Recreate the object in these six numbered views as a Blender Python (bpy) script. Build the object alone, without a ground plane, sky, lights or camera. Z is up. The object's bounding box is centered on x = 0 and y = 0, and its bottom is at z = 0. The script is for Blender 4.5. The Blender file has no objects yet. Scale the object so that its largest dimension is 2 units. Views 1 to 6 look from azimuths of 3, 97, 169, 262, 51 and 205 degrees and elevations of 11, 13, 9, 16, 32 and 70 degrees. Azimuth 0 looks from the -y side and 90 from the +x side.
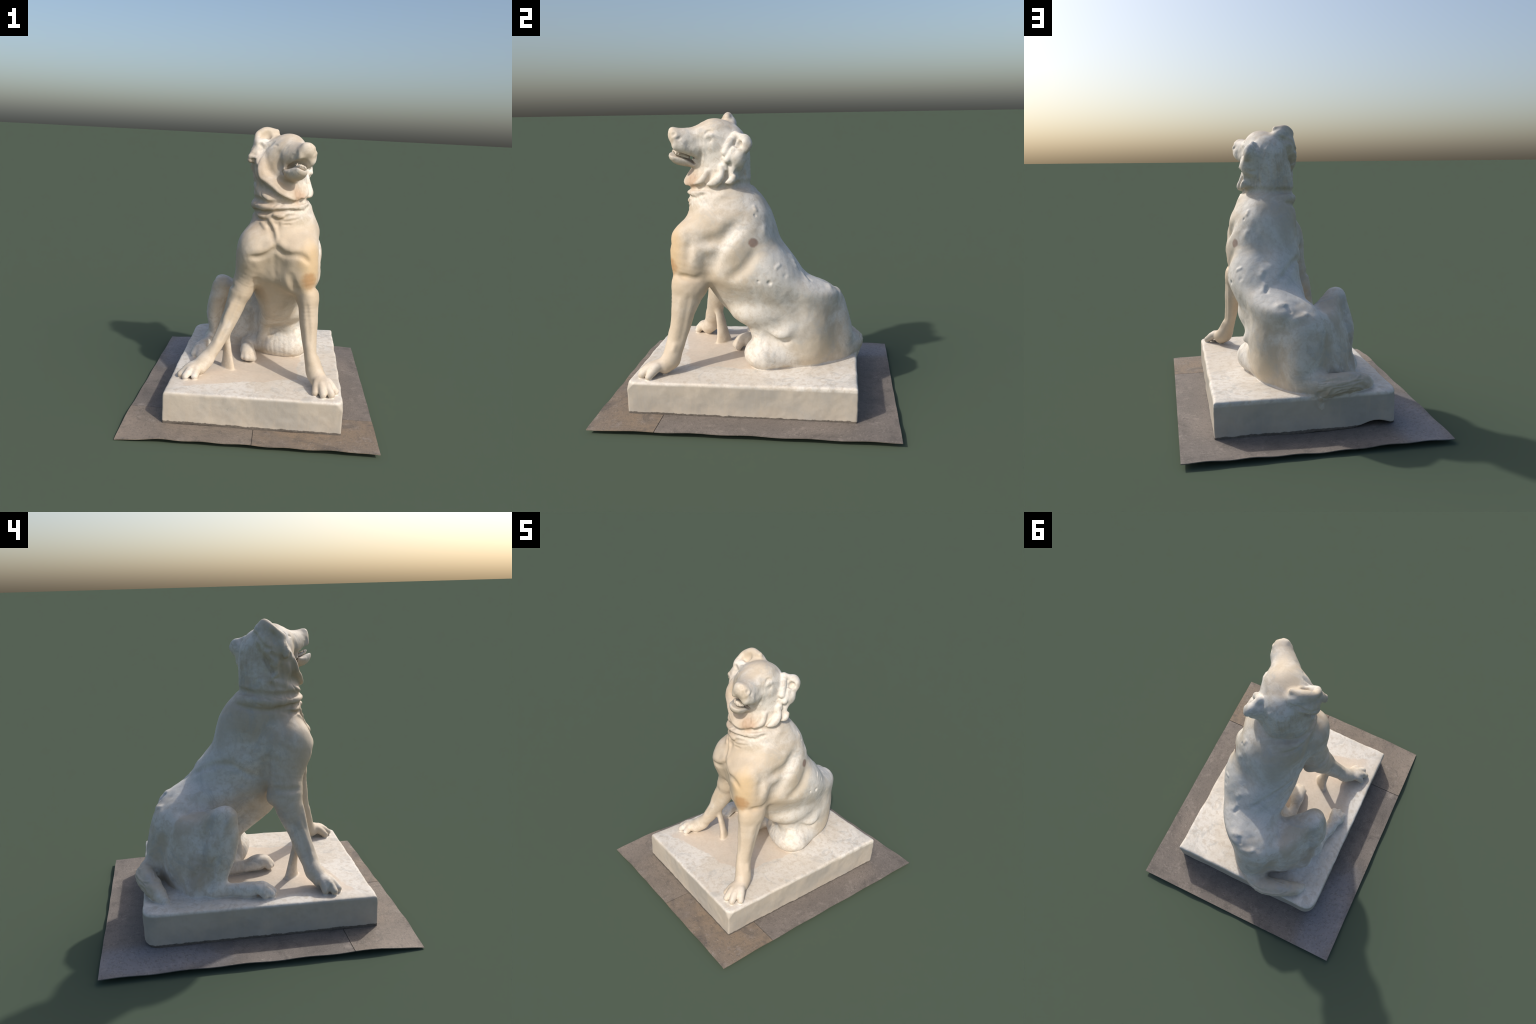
import bpy, math
import numpy as np

# ---------------------------------------------------------------- helpers ---
def V(*a): return np.array(a, dtype=np.float64)
def unit(v): v = np.asarray(v, float); return v / np.linalg.norm(v)

def noise3(P, freq, seed=0):
    """smooth value noise in [-1, 1] on an array of points"""
    Q = P * freq + seed * 17.31
    I = np.floor(Q).astype(np.int64); F = Q - I; F = F * F * (3 - 2 * F)
    def h(i, j, k):
        n = (i * 374761393 + j * 668265263 + k * 2147483647 + seed * 1274126177) & 0xffffffff
        n = ((n ^ (n >> 13)) * 1274126177) & 0xffffffff
        n = n ^ (n >> 16)
        return (n & 0xffff) / 32767.5 - 1.0
    out = 0
    for dx in (0, 1):
        for dy in (0, 1):
            for dz in (0, 1):
                w = (F[:, 0] if dx else 1 - F[:, 0]) * (F[:, 1] if dy else 1 - F[:, 1]) * (F[:, 2] if dz else 1 - F[:, 2])
                out = out + w * h(I[:, 0] + dx, I[:, 1] + dy, I[:, 2] + dz)
    return out

def catmull(pts, sub):
    pts = np.asarray(pts, float)
    if len(pts) < 3 or sub <= 1: return pts
    P = np.vstack([2 * pts[0] - pts[1], pts, 2 * pts[-1] - pts[-2]])
    out = []
    for i in range(1, len(P) - 2):
        for s in range(sub):
            t = s / sub
            a, b, c, d = P[i - 1], P[i], P[i + 1], P[i + 2]
            out.append(0.5 * ((2 * b) + (c - a) * t + (2 * a - 5 * b + 4 * c - d) * t * t + (3 * b - a - 3 * c + d) * t ** 3))
    out.append(P[-2])
    return np.array(out)

def smin(a, b, k):
    if k <= 0: return np.minimum(a, b)
    h = np.maximum(k - np.abs(a - b), 0) / k
    return np.minimum(a, b) - h * h * k * 0.25

# ------------------------------------------------- shapes of the sculpture ---
# Every shape answers: distance from points to its surface (negative inside).
class Ellipsoid:
    """ellipsoid, or with power > 2 a blunter, flatter-faced mass"""
    def __init__(s, c, r, ax=None, power=2.0):
        s.c = V(*c); s.r = V(*r); s.A = np.eye(3) if ax is None else np.array([unit(a) for a in ax]); s.p = power
        e = (np.abs(s.A) * s.r[:, None]).sum(0) if power > 2 else np.sqrt(((s.A * s.r[:, None]) ** 2).sum(0))
        s.lo, s.hi = s.c - e, s.c + e
    def d(s, P):
        q = np.abs((P - s.c) @ s.A.T) / s.r + 1e-6
        k = (q ** s.p).sum(1) ** (1 / s.p)
        g = np.sqrt(((q ** (s.p - 1) / s.r) ** 2).sum(1)) * k ** (1 - s.p)
        return np.where(k < 0.05, -s.r.min(), (k - 1) / g)

class Tube:
    margin = 0.06
    """limb through (x, y, z, half width along side, half width across)"""
    def __init__(s, pts, side=None, sub=4):
        pts = np.array([p if len(p) == 5 else tuple(p) + (p[3],) for p in pts], float)
        s.p = catmull(pts, sub); s.side = None if side is None else unit(side)
        m = s.p[:, 3:].max(); s.lo = s.p[:, :3].min(0) - m; s.hi = s.p[:, :3].max(0) + m
    def d(s, P0):
        out = np.full(len(P0), 9.0)
        for a, b in zip(s.p[:-1], s.p[1:]):
            ba = b[:3] - a[:3]; L = ba @ ba
            if L < 1e-12: continue
            rm = max(a[3], a[4], b[3], b[4]) + s.margin
            ix = np.nonzero(((P0 > np.minimum(a[:3], b[:3]) - rm) & (P0 < np.maximum(a[:3], b[:3]) + rm)).all(1))[0]
            if not len(ix): continue
            P = P0[ix]
            t = np.clip(((P - a[:3]) @ ba) / L, 0, 1)
            q = P - a[:3] - t[:, None] * ba
            ra = a[3] + t * (b[3] - a[3]); rb = a[4] + t * (b[4] - a[4])
            if s.side is None:
                dd = np.sqrt((q * q).sum(1)) - ra
            else:
                T = unit(ba); S = unit(s.side - T * (s.side @ T)); N = np.cross(T, S)
                qs, qn, qt = q @ S, q @ N, q @ T; rm = np.minimum(ra, rb)
                k0 = np.sqrt((qs / ra) ** 2 + (qn / rb) ** 2 + (qt / rm) ** 2)
                k1 = np.sqrt((qs / ra ** 2) ** 2 + (qn / rb ** 2) ** 2 + (qt / rm ** 2) ** 2) + 1e-9
                dd = np.where(k0 < 0.05, -rm, k0 * (k0 - 1) / k1)
            out[ix] = np.minimum(out[ix], dd)
        return out

class Torso:
    """horizontal sections: z, cx, cy, half sizes left, right, front, back,
    and how square the four quarters are (front-left, front-right, back-left, back-right)"""
    def __init__(s, rows):
        r = np.array(sorted(rows), float)
        zz = np.linspace(r[0, 0], r[-1, 0], 220)
        tab = np.stack([np.interp(zz, r[:, 0], r[:, i]) for i in range(1, 11)], 1)
        for _ in range(24):
            tab[1:-1] = 0.25 * tab[:-2] + 0.5 * tab[1:-1] + 0.25 * tab[2:]
        s.zz, s.tab = zz, tab
        s.off = np.interp(zz, (.75, .85, .95, 1.05, 1.15, 1.25, 1.4), (0, .05, .09, .10, .08, .04, 0))   # the left flank is widest further back
        s.lo = V((tab[:, 0] - tab[:, 2]).min(), (tab[:, 1] - tab[:, 4]).min(), zz[0])
        s.hi = V((tab[:, 0] + tab[:, 3]).max(), (tab[:, 1] + tab[:, 5]).max(), zz[-1])
    def raw(s, P):
        z = np.clip(P[:, 2], s.zz[0], s.zz[-1])
        u = (z - s.zz[0]) / (s.zz[1] - s.zz[0]); i = np.minimum(u.astype(int), len(s.zz) - 2); u = (u - i)[:, None]
        T = s.tab[i] * (1 - u) + s.tab[i + 1] * u
        dx = P[:, 0] - T[:, 0]; o = np.where(dx > 0, np.interp(z, s.zz, s.off), 0); dy = P[:, 1] - T[:, 1] - o
        rx = np.where(dx < 0, T[:, 2], T[:, 3]); ry = np.where(dy < 0, T[:, 4] + o, T[:, 5] - o)
        p = np.where(dy < 0, np.where(dx < 0, T[:, 6], T[:, 7]), np.where(dx < 0, T[:, 8], T[:, 9]))
        f = (np.abs(dx / rx) ** p + np.abs(dy / ry) ** p + 1e-12) ** (1 / p)
        return (f - 1) * 0.25
    def d(s, P):
        f = s.raw(P); e = 0.006
        g = np.sqrt(sum(((s.raw(P + V(*(e * (i == j) for j in range(3)))) - f) / e) ** 2 for i in range(3)))
        f = f / np.clip(g, 0.35, 3)
        return np.maximum(f, np.maximum(P[:, 2] - s.zz[-1], s.zz[0] - P[:, 2]))

class Plinth:
    """worn marble block: four upright sides, gently tilted top"""
    def __init__(s, corners, zc, bottom):
        s.c = np.array(corners, float); s.zc = zc; s.b = bottom
        s.lo = V(s.c[:, 0].min(), s.c[:, 1].min(), bottom) - 0.01; s.hi = V(s.c[:, 0].max(), s.c[:, 1].max(), 0.3)
    def d(s, P):
        w = 0.0035 * noise3(P, 8.0, 3) + 0.0014 * noise3(P, 28.0, 4)
        sides = []
        for i in range(4):
            a, b = s.c[i], s.c[(i + 1) % 4]; t = unit(b - a); n = V(t[1], -t[0])
            sides.append((P[:, :2] - a) @ n)
        k = 0.012
        d = sides[0]
        for i, q in enumerate(sides[1:]): d = -smin(-d, -q, k)
        back_left = -smin(-sides[1], -sides[2], 0.11)             # the rounded back corner
        d = np.maximum(d, back_left)
        top = P[:, 2] - (s.zc[0] + s.zc[1] * P[:, 0] + s.zc[2] * P[:, 1]) + 0.4 * w
        d = -smin(-(d + w), -top, 0.022)
        chip = (P - V(0.60, -0.785, 0.235)) @ unit(V(0.75, -0.75, 0.75))   # chipped front corner
        d = -smin(-d, -chip, 0.01)
        # ragged lower edge, broken away higher at one back corner
        low = s.b + 0.007 * noise3(P * V(1, 1, 0), 13.0, 11) + 0.05 * np.exp(-((P[:, 0] + .42) / .12) ** 2 - ((P[:, 1] - .74) / .08) ** 2)
        return np.maximum(d, low - P[:, 2])

ITEMS = []
def add(shape, k=0.03, label=None): ITEMS.append(('U', shape, k, label))
def cut(shape, k=0.01): ITEMS.append(('S', shape, k, None))
class Line:
    """a chisel line: fades out towards both ends"""
    def __init__(s, pts, amp, w, sub=3):
        s.p = catmull(pts, sub); s.amp = amp; s.w = w
        seg = np.linalg.norm(np.diff(s.p, axis=0), axis=1); s.acc = np.concatenate([[0], np.cumsum(seg)])
        s.lo = s.p.min(0); s.hi = s.p.max(0); s.fade = min(3.0 * w, 0.45 * s.acc[-1]) if s.acc[-1] > 4 * w else 0
    def d(s, P0):
        best = np.full(len(P0), 1e3); pos = np.zeros(len(P0)); m = 2.5 * s.w
        for a, b, l in zip(s.p[:-1], s.p[1:], s.acc):
            ix = np.nonzero(((P0 > np.minimum(a, b) - m) & (P0 < np.maximum(a, b) + m)).all(1))[0]
            if not len(ix): continue
            P = P0[ix]; ba = b - a; n = np.sqrt(ba @ ba) + 1e-9
            t = np.clip(((P - a) @ ba) / (n * n), 0, 1); q = P - a - t[:, None] * ba; d2 = (q * q).sum(1)
            u = d2 < best[ix]; best[ix[u]] = d2[u]; pos[ix[u]] = l + t[u] * n
        g = s.amp * np.exp(-best / s.w ** 2)
        if s.fade > 0:
            t = np.clip(np.minimum(pos, s.acc[-1] - pos) / s.fade, 0, 1); g *= 0.15 + 0.85 * t * t * (3 - 2 * t)
        return g
def stroke(pts, amp, w):
    """raise (amp > 0) or carve (amp < 0) the surface along a line of points"""
    ITEMS.append(('G', Line(pts, amp, w), amp, w))

BLOCK = 0.08
def field(P, want_label=False):
    """value of the whole sculpture's field; points are binned so that a shape only sees its surroundings"""
    I = np.floor(P / BLOCK).astype(np.int64) + 64
    key = (I[:, 0] * 128 + I[:, 1]) * 128 + I[:, 2]
    order = np.argsort(key, kind='stable'); P = P[order]; key = key[order]
    uk, start = np.unique(key, return_index=True); end = np.append(start[1:], len(key))
    blo = (np.stack([uk // 16384, (uk // 128) % 128, uk % 128], 1) - 64) * BLOCK
    F = np.full(len(P), 5.0); lab = np.zeros(len(P), np.int32); best = np.full(len(P), 9.0)
    for op, sh, k, label in ITEMS:
        m = 0.06 if op != 'G' else 2.5 * label
        bl = np.nonzero(((blo + BLOCK > sh.lo - m) & (blo < sh.hi + m)).all(1))[0]
        if not len(bl): continue
        idx = np.concatenate([np.arange(start[i], end[i]) for i in bl])
        Q = P[idx]
        if op == 'U':
            d = sh.d(Q); f = F[idx]
            F[idx] = smin(f, d, k)
            if want_label:
                t = d < best[idx]; lab[idx[t]] = label; best[idx[t]] = d[t]
        elif op == 'S':
            d = sh.d(Q); F[idx] = -smin(-F[idx], d, k)
        else:
            F[idx] -= sh.d(Q)
    out = np.empty_like(F); out[order] = F
    if not want_label: return out
    l2 = np.empty_like(lab); l2[order] = lab
    return out, l2

LABELS = ['plinth', 'torso', 'neck', 'head', 'ear', 'foreleg', 'hindleg', 'paw', 'tail', 'strut', 'lower_jaw']
L = {n: i for i, n in enumerate(LABELS)}

# ------------------------------------------------------------- the dog ------
TOP = (0.265, 0.010, 0.012)      # height of the plinth's top: z0 + a x + b y

add(Torso([
    (1.62, .120, -.19, .120, .120, .120, .120, 2.2, 2.2, 2.2, 2.2),
    (1.53, .125, -.20, .195, .180, .225, .185, 2.2, 2.2, 2.2, 2.2),
    (1.45, .130, -.18, .190, .218, .250, .255, 2.2, 2.0, 2.2, 2.2),
    (1.35, .140, -.17, .220, .250, .260, .310, 2.2, 1.9, 2.1, 2.3),
    (1.25, .140, -.17, .220, .274, .312, .340, 2.2, 1.85, 2.0, 2.3),
    (1.15, .140, -.15, .225, .283, .335, .350, 2.2, 1.85, 1.9, 2.3),
    (1.05, .150, -.10, .230, .290, .370, .380, 2.2, 2.0, 1.9, 2.3),
    (0.95, .160, -.05, .230, .292, .390, .400, 2.2, 2.0, 1.9, 2.3),
    (0.90, .165,  .00, .235, .285, .370, .385, 2.2, 2.0, 1.9, 2.1),
    (0.85, .155,  .05, .230, .278, .380, .445, 2.1, 2.0, 2.2, 1.8),
    (0.80, .145,  .10, .210, .268, .395, .490, 2.0, 2.0, 2.2, 1.75),
    (0.75, .125,  .15, .175, .262, .420, .455, 2.0, 2.1, 2.0, 1.9),
    (0.65, .100,  .22, .110, .258, .425, .370, 1.9, 2.1, 2.0, 2.0),
    (0.55, .080,  .27, .100, .255, .325, .325, 2.0, 2.1, 2.0, 2.0),
    (0.45, .060,  .32, .120, .235, .220, .270, 2.0, 2.2, 2.0, 2.0),
    (0.35, .060,  .36, .200, .220, .220, .220, 2.0, 2.1, 2.0, 2.0),
    (0.22, .050,  .36, .200, .210, .220, .200, 2.0, 2.1, 2.0, 2.0)]), 0, L['torso'])

# shoulders and upper arms
add(Ellipsoid((.22, .19, .52), (.125, .20, .12)), .06, L['hindleg'])
add(Ellipsoid((.245, .05, .665), (.135, .18, .105)), .06, L['torso'])
add(Ellipsoid((.27, -.345, 1.085), (.138, .195, .215), None, 2.5), .06, L['torso'])
add(Ellipsoid((-.024, -.295, 1.14), (.142, .188, .20)), .06, L['torso'])
add(Tube([(.30, -.36, 1.05, .10, .15), (.33, -.39, .93, .072, .12), (.35, -.405, .85, .07, .11)], (1, 0, 0)), .05, L['foreleg'])
add(Tube([(-.04, -.29, 1.06, .12, .14), (-.09, -.27, .94, .09, .125), (-.12, -.275, .85, .08, .105)], (1, 0, 0)), .05, L['foreleg'])

# forelegs
add(Tube([(.353, -.407, .87, .066, .112), (.355, -.423, .80, .067, .106), (.363, -.449, .70, .061, .084), (.372, -.469, .60, .051, .073),
          (.385, -.497, .50, .042, .065), (.397, -.511, .45, .046, .063), (.414, -.523, .40, .052, .060), (.428, -.53, .35, .053, .056)], (1, 0, 0)), .03, L['foreleg'])
add(Tube([(-.115, -.274, .87, .079, .104), (-.143, -.276, .80, .073, .103), (-.174, -.301, .70, .064, .088), (-.209, -.336, .60, .053, .072),
          (-.255, -.365, .50, .045, .066), (-.279, -.381, .45, .044, .062), (-.314, -.397, .40, .047, .058), (-.350, -.412, .35, .05, .056)], (1, 0, 0)), .03, L['foreleg'])
add(Ellipsoid((.320, -.345, .84), (.045, .05, .055)), .04, L['foreleg'])
add(Ellipsoid((-.095, -.185, .815), (.045, .045, .055)), .04, L['foreleg'])

def paw(wrist, heel, toes, r, mid=0.55):
    wrist, heel = V(*wrist), V(*heel)
    add(Tube([tuple(wrist) + (r * 1.05,), tuple(heel) + (r * 1.15,)]), .03, L['paw'])
    for t in toes:
        t = V(*t); k = heel + (t - heel) * mid + V(0, 0, .022); b = heel + (t - heel) * 0.1 + V(0, 0, .01)
        add(Tube([tuple(b) + (.034,), tuple(k) + (.032,), tuple(t) + (.024,)]), .012, L['paw'])

paw((.425, -.53, .37), (.455, -.575, .325), [(.565, -.655, .285), (.535, -.715, .285), (.480, -.725, .285), (.430, -.690, .285)], .05)
paw((-.345, -.41, .36), (-.385, -.445, .315), [(-.490, -.455, .277), (-.507, -.510, .277), (-.470, -.545, .277), (-.405, -.535, .277)], .05)

# right hind leg: raised thigh, shank, foot
add(Tube([(.0, .47, .60, .14, .15), (-.14, .33, .66, .09, .10), (-.245, .225, .735, .075, .085), (-.30, .175, .775, .065, .075)], (0, 0, 1)), .08, L['hindleg'])
add(Ellipsoid((.02, .43, .42), (.19, .275, .40)), .07, L['torso'])          # rump
add(Ellipsoid((.0, .475, .665), (.14, .14, .125)), .07, L['torso'])         # right hip
add(Ellipsoid((.185, .31, .49), (.143, .22, .25), None, 2.3), .07, L['hindleg'])   # left thigh
add(Ellipsoid((-.15, .40, .38), (.15, .185, .27)), .06, L['hindleg'])
add(Ellipsoid((-.165, .40, .57), (.11, .12, .175)), .06, L['hindleg'])
add(Tube([(-.19, .365, .25, .205, .135), (-.20, .345, .42, .18, .115), (-.20, .32, .56, .14, .085), (-.20, .30, .66, .10, .07)], (1, 0, 0)), .08, L['hindleg'])
add(Tube([(-.31, .165, .775, .062, .072), (-.342, .18, .66, .066, .095), (-.362, .215, .54, .064, .10), (-.365, .235, .40, .045, .07), (-.385, .265, .31, .045, .06)], (1, 0, 0)), .05, L['hindleg'])
add(Tube([(-.385, .27, .31, .048, .05), (-.395, .17, .305, .042, .045), (-.415, .06, .30, .045, .042)], (1, 0, 0)), .03, L['hindleg'])
paw((-.415, .06, .30), (-.425, .02, .305), [(-.480, -.055, .283), (-.475, -.100, .283), (-.435, -.115, .283), (-.395, -.105, .283)], .042)

# left hind leg: folded under the body
add(Tube([(.20, .36, .40, .11, .12), (.26, .20, .365, .11, .10), (.285, .08, .36, .115, .105), (.20, .055, .355, .10, .095), (.08, .08, .34, .08, .08), (-.05, .14, .315, .06, .055)], (0, 1, 0)), .06, L['hindleg'])
add(Tube([(-.09, .15, .31, .045, .05), (-.085, .03, .315, .04, .045), (-.07, -.06, .325, .045, .05)], (1, 0, 0)), .03, L['hindleg'])
paw((-.075, -.05, .33), (-.068, -.08, .33), [(-.090, -.145, .30), (-.065, -.165, .30), (-.035, -.165, .30), (-.015, -.14, .29)], .045)
add(Tube([(.08, .12, .52, .055), (.05, .075, .45, .045), (.034, .062, .405, .036)]), .04, L['torso'])

# tail laid round to the right over the back edge
add(Tube([(-.04, .66, .36, .065), (-.08, .70, .335, .066), (-.15, .712, .33, .068), (-.27, .675, .325, .064), (-.36, .635, .305, .052), (-.425, .59, .28, .026)]), .03, L['tail'])
add(Tube([(-.03, .655, .31, .07), (-.05, .685, .23, .055), (-.07, .70, .165, .03)]), .08, L['tail'])

# support under the right foreleg
add(Tube([(-.215, -.325, .53, .030, .022), (-.205, -.305, .42, .038, .022), (-.198, -.29, .32, .055, .026), (-.195, -.285, .25, .075, .034)], (-.7, .7, 0)), .02, L['strut'])

# ------------------------------------------------------------- the head -----
HF = unit(V(.4093, -.9084, .0849)); HL = V(.86129, .35401, -.36449); HL = unit(HL - HF * (HL @ HF)); HU = np.cross(HF, HL)
HO = V(.12, -.07, 1.84) - 0.012 * HL
HA = (HL, HF, HU)
def H(l, f, u): return tuple(HO + l * HL + f * HF + u * HU)

add(Tube([(.12, -.195, 1.50, .18, .195), (.12, -.19, 1.60, .18, .185), (.125, -.185, 1.70, .165, .180), (.13, -.17, 1.78, .14, .16)], (1, 0, 0)), .05, L['neck'])
add(Ellipsoid(H(-.01, .10, -.055), (.15, .125, .138), HA), .05, L['head'])          # cranium
add(Ellipsoid(H(-.02, .16, -.09), (.155, .14, .15), HA), .05, L['head'])            # cheeks
add(Ellipsoid(H(-.005, .168, .022), (.085, .08, .075), HA), .05, L['head'])            # forehead
add(Tube([H(-.010, .20, -.03) + (.118, .10), H(-.006, .30, -.040) + (.086, .080), H(.003, .37, -.034) + (.068, .066), H(.006, .41, -.029) + (.062, .058)], HL), .05, L['head'])
add(Tube([H(.050, .30, -.085) + (.048, .055), H(.062, .375, -.066) + (.038, .048), H(.050, .422, -.060) + (.036, .046)], HL), .025, L['head'])         # jowls
add(Tube([H(-.055, .30, -.085) + (.045, .055), H(-.040, .375, -.066) + (.036, .046), H(-.030, .422, -.060) + (.034, .046)], HL), .025, L['head'])
add(Ellipsoid(H(.008, .443, -.016), (.058, .036, .042), HA), .02, L['head'])         # nose pad
add(Tube([H(0, .20, -.20) + (.085, .06), H(.005, .31, -.188) + (.064, .045), H(.01, .39, -.174) + (.056, .046), H(.012, .424, -.160) + (.048, .038)], HL), .03, L['lower_jaw'])
cut(Tube([H(0, .295, -.188) + (.085, .008), H(.0, .36, -.150) + (.09, .016), H(.0, .48, -.128) + (.10, .016)], HL), .01)
cut(Tube([H(.003, .30, -.150) + (.046, .018), H(.005, .37, -.128) + (.044, .028), H(.008, .49, -.112) + (.046, .038)], HL), .012)
add(Tube([H(.01, .34, -.155) + (.035, .012), H(.012, .42, -.132) + (.030, .016)], HL), .008, L['lower_jaw'])   # tongue
# throat flap of the ruff
add(Ellipsoid((.155, -.325, 1.57), (.10, .105, .07)), .04, L['neck'])
add(Tube([(-.02, -.165, 1.87, .058), (-.052, -.205, 1.80, .055), (-.036, -.24, 1.72, .052), (.0, -.27, 1.63, .05)]), .03, L['neck'])
add(Tube([(.25, -.045, 1.78, .045), (.272, -.06, 1.70, .05), (.266, -.09, 1.62, .05), (.25, -.11, 1.56, .045)]), .03, L['neck'])
add(Tube([(-.035, -.29, 1.80, .04), (-.015, -.325, 1.735, .042), (-.005, -.345, 1.685, .042), (.035, -.365, 1.645, .04), (.085, -.39, 1.61, .038),
          (.155, -.41, 1.565, .035), (.20, -.40, 1.54, .030), (.228, -.36, 1.53, .028)]), .035, L['neck'])

# ears: cropped, folded cups
add(Ellipsoid(H(.175, .012, .025), (.05, .035, .055), HA), .03, L['ear'])
add(Tube([H(.11, .059, .06) + (.018,), H(.14, .035, .06) + (.02,), H(.175, .0, .06) + (.02,), H(.205, -.012, .03) + (.02,), H(.212, .02, -.01) + (.02,), H(.19, .075, -.012) + (.018,), H(.215, .118, -.08) + (.02,)]), .02, L['ear'])
add(Tube([H(.11, .06, .055) + (.018,), H(.15, .10, .01) + (.022,), H(.178, .13, -.045) + (.022,)]), .02, L['ear'])
add(Ellipsoid(H(.22, .05, -.065), (.03, .045, .045), HA), .03, L['ear'])
cut(Ellipsoid(H(.190, .050, .022), (.024, .032, .026), HA), .012)
add(Ellipsoid(H(-.12, .05, .04), (.06, .05, .05), HA), .03, L['head'])
add(Ellipsoid(H(-.175, .045, .015), (.055, .035, .075), HA), .03, L['ear'])
add(Tube([H(-.116, .07, .088) + (.02,), H(-.172, .055, .075) + (.02,), H(-.205, .055, .052) + (.02,), H(-.234, .062, .012) + (.02,), H(-.225, .12, -.05) + (.022,), H(-.15, .10, .02) + (.02,)]), .02, L['ear'])
add(Tube([H(-.205, .10, -.06) + (.04,), H(-.225, .10, -.12) + (.032,), H(-.232, .10, -.17) + (.02,)]), .03, L['ear'])
cut(Ellipsoid(H(-.178, .100, .030), (.028, .028, .04), HA), .016)

# --- carved lines begin
# flank and shoulder muscles, left side
stroke([(.384, -.479, .949), (.408, -.383, .933), (.394, -.291, .926)], -.0162, .019)
stroke([(.371, -.308, 1.284), (.368, -.401, 1.253)], .0189, .095)
stroke([(.407, .235, .832), (.357, .334, .726), (.345, .348, .612)], -.0135, .061)
stroke([(.329, .080, .536), (.343, .135, .507), (.350, .204, .483), (.350, .295, .493)], -.034, .022)
stroke([(.344, .135, .514), (.356, .235, .526), (.353, .296, .582)], .0216, .03)
stroke([(.373, -.010, 1.331), (.409, -.089, 1.263), (.413, -.164, 1.198), (.406, -.255, 1.177), (.404, -.354, 1.157)], -.026, .044)
stroke([(.413, -.170, 1.161), (.414, -.200, 1.076), (.411, -.223, .990), (.396, -.247, .937)], -.014, .034)
stroke([(.413, -.258, 1.047), (.402, -.271, .958)], -.022, .05)
stroke([(.399, .010, 1.224), (.425, -.080, 1.136), (.423, -.163, 1.022)], .018, .055)
stroke([(.391, .081, 1.149), (.435, .030, 1.069), (.445, -.025, 1.001), (.439, -.092, .956), (.423, -.161, .955)], -.022, .036)
stroke([(.409, -.217, 1.159), (.408, -.312, 1.135), (.416, -.346, 1.065)], .012, .045)
stroke([(.357, -.282, 1.355), (.400, -.172, 1.302)], .01, .05)
stroke([(.386, -.375, 1.227), (.413, -.385, 1.097), (.412, -.387, .991)], -.008, .03)
stroke([(.441, .151, .918), (.440, .154, .915)], -.03, .01)
stroke([(.450, .081, .929), (.450, .084, .927)], -.012, .006)
stroke([(.440, .020, 1.043), (.440, .023, 1.042)], -.012, .006)
stroke([(.333, .052, 1.345), (.333, .055, 1.341)], -.008, .007)
stroke([(.401, .195, 1.007), (.380, .212, 1.021)], .006, .012)
# pits and knobs of the weathered back
stroke([(.390, .250, .952), (.385, .255, .954)], -.004, .014)
stroke([(.369, .340, .807), (.366, .347, .797)], -.004, .014)
stroke([(.301, .044, 1.396), (.309, .054, 1.377)], .006, .014)
stroke([(.323, .108, 1.257), (.331, .110, 1.234)], .0042, .022)
stroke([(.239, .300, 1.010), (.249, .313, .990)], .006, .022)
stroke([(.226, .317, .990), (.237, .334, .963)], -.0048, .014)
stroke([(.242, .363, .923), (.254, .386, .898)], .0066, .02)
stroke([(.227, .379, .910), (.235, .409, .886)], -.0072, .012)
stroke([(.178, .539, .823), (.140, .536, .827)], .0084, .024)
stroke([(.129, .553, .816), (.113, .581, .792)], -.0096, .014)
stroke([(.090, .610, .740), (.038, .605, .758), (.005, .589, .774)], .0108, .024)
stroke([(.044, .531, .821), (-.006, .574, .784)], -.0108, .045)
stroke([(.231, .173, 1.207), (.215, .253, 1.078)], -.0072, .04)
stroke([(.254, .125, 1.327), (.276, .158, 1.206)], -.006, .03)
# broken edge and divisions of the chest
stroke([(-.080, -.467, 1.125), (.034, -.477, 1.145), (.111, -.482, 1.196), (.176, -.507, 1.166), (.280, -.532, 1.170), (.351, -.518, 1.118)], -.0175, .02)
stroke([(-.074, -.469, 1.167), (.031, -.475, 1.186), (.108, -.477, 1.246), (.181, -.498, 1.211), (.286, -.520, 1.206)], .0135, .03)
stroke([(-.015, -.458, 1.037), (.105, -.472, 1.078), (.227, -.536, 1.069)], -.0162, .078)
stroke([(.104, -.481, 1.180), (.102, -.471, 1.078), (.113, -.446, .979)], -.0081, .018)
stroke([(.074, -.427, 1.346), (.103, -.475, 1.248)], -.0162, .033)
stroke([(.065, -.419, 1.375), (.099, -.447, 1.312), (.119, -.479, 1.242)], .0135, .018)
stroke([(-.006, -.423, .982), (-.030, -.351, .900)], -.027, .026)
stroke([(.215, -.528, 1.020), (.250, -.506, .940)], -.027, .026)
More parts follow.
